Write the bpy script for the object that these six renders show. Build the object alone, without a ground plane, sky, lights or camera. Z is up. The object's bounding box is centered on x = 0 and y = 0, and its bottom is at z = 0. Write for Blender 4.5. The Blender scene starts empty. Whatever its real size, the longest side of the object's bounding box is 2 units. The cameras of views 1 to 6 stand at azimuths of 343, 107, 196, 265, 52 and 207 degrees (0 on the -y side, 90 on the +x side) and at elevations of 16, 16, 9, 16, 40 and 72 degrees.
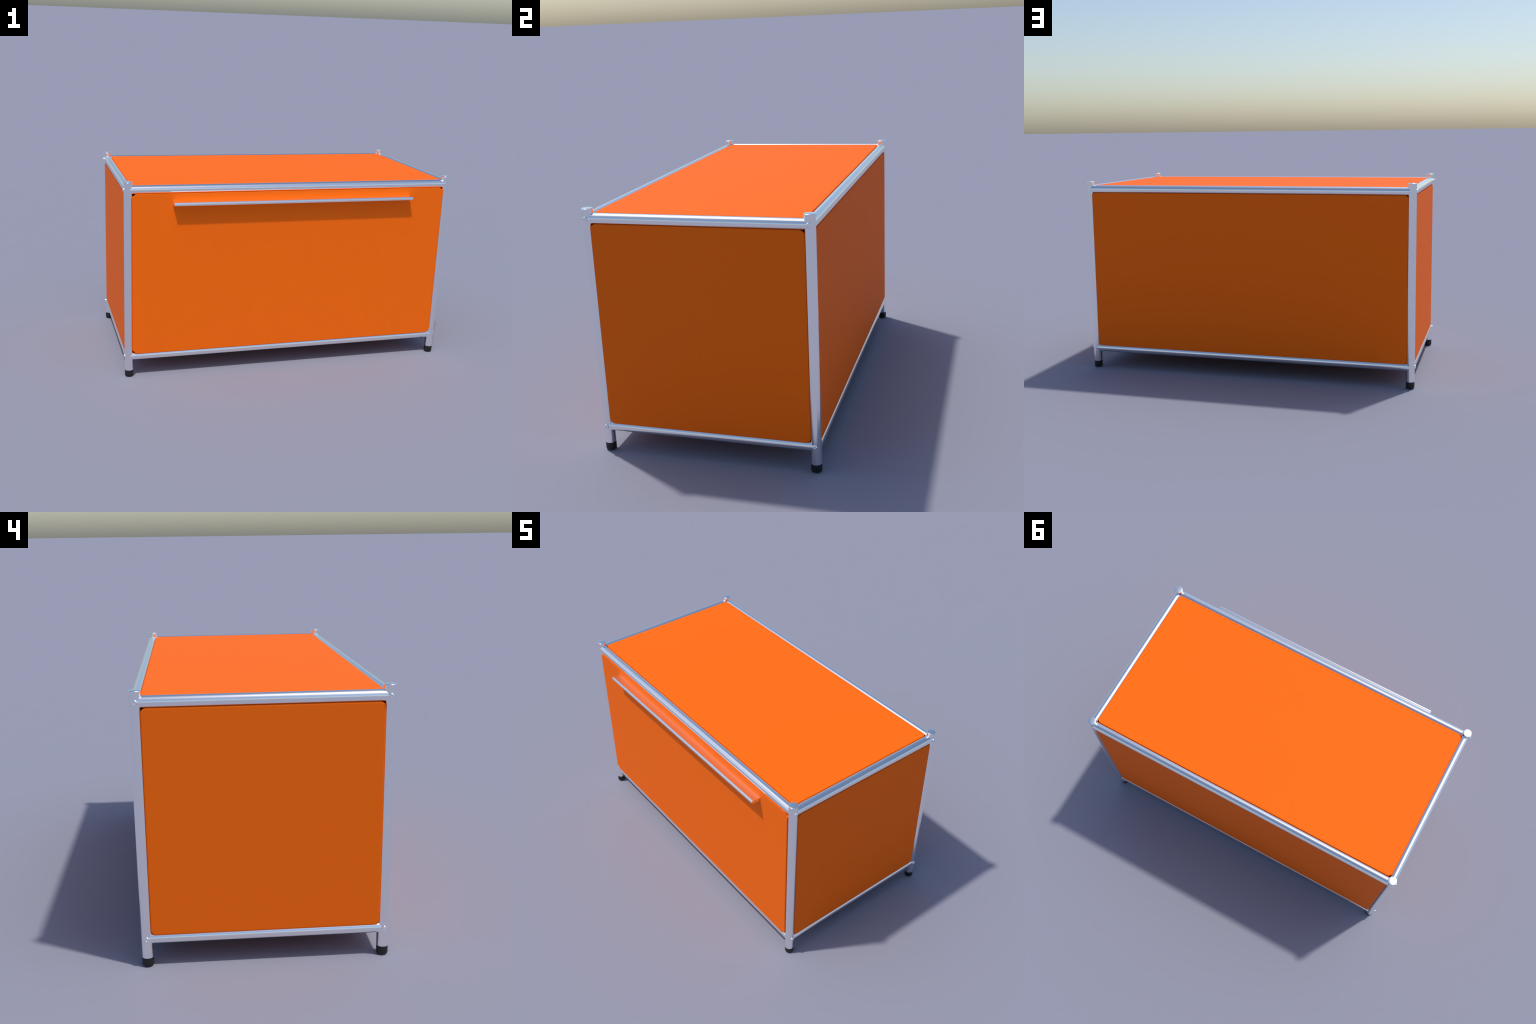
"""Orange sheet-metal sideboard in a chromed tube frame (one cabinet, drop-front door)."""
import bpy, bmesh, math
from mathutils import Vector, Matrix

# ------------------------------------------------------------------ sizes (metres)
PX = 0.9690                 # post axes stand at x = -PX / +PX
PYF, PYB = -0.4645, 0.5177  # ... and at y = PYF (front) / PYB (back)
R = 0.0248                  # tube radius
Z_TOP = 1.1517              # top of the posts
Z_RAIL_T = 1.1046           # axis of the upper rails
Z_RAIL_B = 0.1224           # axis of the lower rails
FOOT_H = 0.0380             # black foot
SHEET = 0.0070              # folded panel depth
EDGE = 0.0050               # chamfer round each panel face

# ------------------------------------------------------------------ materials
def material(name, base, rough, metal=0.0, vary=0.0, scale=6.0, rough_vary=0.0, spec=0.5, bump=0.0, bump_scale=300.0):
    m = bpy.data.materials.new(name)
    m.use_nodes = True
    nt = m.node_tree
    b = nt.nodes["Principled BSDF"]
    b.inputs["Metallic"].default_value = metal
    b.inputs["Specular IOR Level"].default_value = spec
    co = nt.nodes.new("ShaderNodeTexCoord")
    no = nt.nodes.new("ShaderNodeTexNoise")
    no.inputs["Scale"].default_value = scale
    no.inputs["Detail"].default_value = 4.0
    nt.links.new(co.outputs["Object"], no.inputs["Vector"])
    ramp = nt.nodes.new("ShaderNodeValToRGB")
    lo = [max(0.0, c * (1 - vary)) for c in base]
    hi = [min(1.0, c * (1 + vary)) for c in base]
    ramp.color_ramp.elements[0].position = 0.3
    ramp.color_ramp.elements[1].position = 0.7
    ramp.color_ramp.elements[0].color = (*lo, 1)
    ramp.color_ramp.elements[1].color = (*hi, 1)
    nt.links.new(no.outputs["Fac"], ramp.inputs["Fac"])
    nt.links.new(ramp.outputs["Color"], b.inputs["Base Color"])
    mr = nt.nodes.new("ShaderNodeMapRange")
    mr.inputs["To Min"].default_value = rough - rough_vary
    mr.inputs["To Max"].default_value = rough + rough_vary
    nt.links.new(no.outputs["Fac"], mr.inputs["Value"])
    nt.links.new(mr.outputs["Result"], b.inputs["Roughness"])
    if bump:
        n2 = nt.nodes.new("ShaderNodeTexNoise")
        n2.inputs["Scale"].default_value = bump_scale
        nt.links.new(co.outputs["Object"], n2.inputs["Vector"])
        bp = nt.nodes.new("ShaderNodeBump")
        bp.inputs["Strength"].default_value = bump
        bp.inputs["Distance"].default_value = 0.001
        nt.links.new(n2.outputs["Fac"], bp.inputs["Height"])
        nt.links.new(bp.outputs["Normal"], b.inputs["Normal"])
    return m

CHROME = material("polished_chrome", (0.98, 0.98, 0.98), 0.205, metal=1.0, vary=0.004, rough_vary=0.01)
ORANGE = material("orange_powder_coat", (0.955, 0.151, 0.0042), 0.65, vary=0.003, rough_vary=0.01, spec=0.12)
BLACK = material("black_rubber", (0.0075, 0.0075, 0.0082), 0.55, vary=0.05, rough_vary=0.03)

# ------------------------------------------------------------------ helpers
def make(name, bm, mat, parent=None, smooth=35.0):
    bmesh.ops.recalc_face_normals(bm, faces=bm.faces[:])
    me = bpy.data.meshes.new(name)
    bm.to_mesh(me)
    bm.free()
    me.materials.append(mat)
    for p in me.polygons:
        p.use_smooth = True
    me.set_sharp_from_angle(angle=math.radians(smooth))
    return place(name, me, parent)

def place(name, me, parent=None, matrix=None):
    ob = bpy.data.objects.new(name, me)
    bpy.context.scene.collection.objects.link(ob)
    if parent is not None:
        ob.parent = parent
    if matrix is not None:
        ob.matrix_basis = matrix
    return ob

def lathe(profile, seg=64):
    """Turn a (radius, z) profile round the z axis; ends on the axis are closed."""
    bm = bmesh.new()
    rings = []
    for r, z in profile:
        if r < 1e-6:
            rings.append([bm.verts.new((0, 0, z))])
        else:
            rings.append([bm.verts.new((r * math.cos(2 * math.pi * i / seg), r * math.sin(2 * math.pi * i / seg), z)) for i in range(seg)])
    for a, b in zip(rings, rings[1:]):
        for i in range(seg):
            j = (i + 1) % seg
            if len(a) == 1:
                bm.faces.new((a[0], b[i], b[j]))
            elif len(b) == 1:
                bm.faces.new((a[i], a[j], b[0]))
            else:
                bm.faces.new((a[i], a[j], b[j], b[i]))
    return bm

def corner_outline(w, h, c, seg):
    """Rectangle w x h centred on 0 with corners rounded (seg > 1) or cut at 45 degrees (seg = 1)."""
    pts = []
    for sx, sy, a0 in ((1, 1, 0), (-1, 1, 90), (-1, -1, 180), (1, -1, 270)):
        cx, cy = sx * (w / 2 - c), sy * (h / 2 - c)
        for k in range(seg + 1):
            a = math.radians(a0 + 90 * k / seg)
            pts.append((cx + c * math.cos(a), cy + c * math.sin(a)))
    return pts

def sheet(w, h, c, seg, depth, edge):
    """Sheet-metal panel in its local xy plane: face at z = 0 looking to +z, chamfered rim, folded back by depth."""
    bm = bmesh.new()
    def loop(inset, z):
        return [bm.verts.new((x, y, z)) for x, y in corner_outline(w - 2 * inset, h - 2 * inset, max(c - inset, 0.002), seg)]
    loops = [loop(edge, 0.0), loop(0.0, -edge * 0.16), loop(0.0, -depth)]
    n = len(loops[0])
    bm.faces.new(loops[0])
    for a, b in zip(loops, loops[1:]):
        for i in range(n):
            j = (i + 1) % n
            bm.faces.new((a[i], a[j], b[j], b[i]))
    bm.faces.new(list(reversed(loops[-1])))
    return bm

def frame_matrix(origin, xaxis, yaxis):
    x, y = Vector(xaxis).normalized(), Vector(yaxis).normalized()
    z = x.cross(y)
    m = Matrix((x, y, z)).transposed().to_4x4()
    m.translation = Vector(origin)
    return m

# ------------------------------------------------------------------ the cabinet
cabinet = bpy.data.objects.new("storage_cabinet", None)
bpy.context.scene.collection.objects.link(cabinet)
cabinet["label"] = "orange metal sideboard in a chrome tube frame"
cabinet["category"] = "storage cabinet"

# posts: chromed tubes with a slightly domed, round-edged plug on top
e = 0.0030
post_profile = [(0.0, FOOT_H), (R - 0.0008, FOOT_H), (R, FOOT_H + 0.0008), (R, FOOT_H + 0.0014), (R, Z_TOP - e - 0.0018), (R, Z_TOP - e - 0.0012)]
post_profile += [(R - e + e * math.cos(math.radians(a)), Z_TOP - 0.0012 - e + e * math.sin(math.radians(a))) for a in (15, 30, 45, 60, 75, 88)]
post_profile += [(R * f, Z_TOP - 0.0012 * (f / 0.88) ** 2) for f in (0.66, 0.44, 0.22)] + [(0.0, Z_TOP)]
post_mesh = make("post", lathe(post_profile), CHROME, cabinet, 50)
post_data = post_mesh.data
bpy.data.objects.remove(post_mesh)

# feet: black levelling glides, rounded below
f_r = R - 0.0005
foot_profile = [(0.0, 0.0), (f_r - 0.0060, 0.0), (f_r - 0.0028, 0.0011), (f_r - 0.0010, 0.0032), (f_r, 0.0065), (f_r, FOOT_H - 0.0004), (0.0, FOOT_H - 0.0004)]
foot_ob = make("foot", lathe(foot_profile), BLACK, cabinet, 40)
foot_data = foot_ob.data
bpy.data.objects.remove(foot_ob)

# bolts: small domed socket screws on the outer side of every joint
b_r, b_h, s_r = 0.0110, 1.0 - (PX + R), 0.0046
base = -0.004
BOLT_UP = 0.0022             # bolts sit a little above the rail axis
bolt_profile = [(0.0, base), (b_r, base), (b_r, 0.0006), (b_r, 0.0012)]
bolt_profile += [(0.0062 + (b_r - 0.0062) * math.cos(math.radians(t)), 0.0012 + (b_h - 0.0012) * math.sin(math.radians(t))) for t in (15, 30, 45, 60, 75, 90)]
bolt_profile += [(s_r + 0.0004, b_h), (s_r, b_h - 0.0004), (s_r, b_h - 0.0040), (0.0, b_h - 0.0044)]
bolt_ob = make("bolt", lathe(bolt_profile, 36), CHROME, cabinet, 45)
bolt_data = bolt_ob.data
bpy.data.objects.remove(bolt_ob)

for sx in (-1, 1):
    for y in (PYF, PYB):
        post = place("post", post_data, cabinet, Matrix.Translation((sx * PX, y, 0)))
        place("foot", foot_data, post)
        for z in (Z_RAIL_B + BOLT_UP, Z_RAIL_T + BOLT_UP):
            m = frame_matrix((sx * R, 0, z), (0, sx, 0), (0, 0, 1))
            place("bolt", bolt_data, post, m)

# rails: chromed tubes from post to post
def rail(length):
    bm = lathe([(0.0, 0.0), (R, 0.0), (R, length), (0.0, length)], 64)
    ob = make("rail", bm, CHROME, cabinet)
    me = ob.data
    bpy.data.objects.remove(ob)
    return me

inset = 0.004                    # rail ends stop inside the posts
long_rail = rail(2 * PX - 2 * inset)
short_rail = rail(PYB - PYF - 2 * inset)
for z in (Z_RAIL_B, Z_RAIL_T):
    for y in (PYF, PYB):
        place("rail", long_rail, cabinet, frame_matrix((-PX + inset, y, z), (0, 1, 0), (0, 0, 1)))
    for sx in (-1, 1):
        place("rail", short_rail, cabinet, frame_matrix((sx * PX, PYF + inset, z), (0, 0, 1), (1, 0, 0)))

# panels -------------------------------------------------------------
GAP = 0.0187                     # panel rim to post axis
OUT = 0.0208                     # panel face to tube axis
P_BOT, P_TOP = 0.1408, 1.0838    # rims of the upright panels
yc, yw = (PYF + PYB) / 2, PYB - PYF - 2 * GAP
zc, zh = (P_BOT + P_TOP) / 2, P_TOP - P_BOT
xw = 2 * PX - 2 * GAP
LID_GAP = 0.0203                 # lid and floor leave a wider joint
lw, ld = 2 * (PX - LID_GAP + 0.0010), PYB - PYF - 2 * LID_GAP
CR = 0.0210                      # rounded panel corners

def panel(name, w, h, matrix, c=CR, seg=4, edge=EDGE, depth=SHEET):
    ob = make(name, sheet(w, h, c, seg, depth, edge), ORANGE, cabinet, 6)
    ob.matrix_basis = matrix
    return ob

panel("top_panel", lw, ld, frame_matrix((0, yc, 1.1275), (1, 0, 0), (0, 1, 0)))
panel("bottom_panel", lw, ld, frame_matrix((0, yc, Z_RAIL_B - OUT), (1, 0, 0), (0, -1, 0)))
panel("side_panel", yw, zh, frame_matrix((PX + OUT, yc, zc), (0, 1, 0), (0, 0, 1)))
panel("side_panel", yw, zh, frame_matrix((-PX - OUT, yc, zc), (0, -1, 0), (0, 0, 1)))
panel("back_panel", xw, zh, frame_matrix((0, PYB + OUT, zc), (-1, 0, 0), (0, 0, 1)), c=0.0185)
DOOR_Y = -0.4888
door = panel("door", xw - 0.002, zh + 0.0008, frame_matrix((0, DOOR_Y, zc + 0.0004), (1, 0, 0), (0, 0, 1)), c=0.0205, seg=1, edge=0.0014, depth=0.0130)

# handle: chromed ledge across the door, dished on top for the fingers, with a round nose
H_L, H_R, H_Z, H_T, H_N = -0.7245, 0.7245, 1.0316, 0.0102, 0.0076
y0, y1 = DOOR_Y + 0.002, -(PYB + R)
H_D = y0 - y1 - H_N                       # depth from the door to the start of the nose
S_ROOT, S_LIP = -0.19, 0.25               # slope of the dish at the door and at the lip
def dish(t):
    return S_ROOT * t + (S_LIP - S_ROOT) / (2 * H_D) * t * t
lip = dish(H_D)
nose = [math.radians(90 + 180 * k / 12) for k in range(13)]
section = [(y0 - H_D * k / 12, H_T + dish(H_D * k / 12) - lip) for k in range(12)]
section += [(y1 + H_N + H_N * math.cos(a), H_T * math.sin(a)) for a in nose]
section += [(y1 + H_N + 0.0012, -H_T), (y0, -H_T - 0.003)]
bm = bmesh.new()
ends = [[bm.verts.new((x, y, z)) for y, z in section] for x in (H_L, H_R)]
n = len(section)
bm.faces.new(ends[0])
bm.faces.new(list(reversed(ends[1])))
for i in range(n):
    j = (i + 1) % n
    bm.faces.new((ends[0][i], ends[0][j], ends[1][j], ends[1][i]))
handle = make("handle", bm, CHROME, None, 30)
handle.parent = door
handle.matrix_parent_inverse = Matrix.Identity(4)
handle.matrix_basis = door.matrix_basis.inverted() @ Matrix.Translation((0, 0, H_Z))
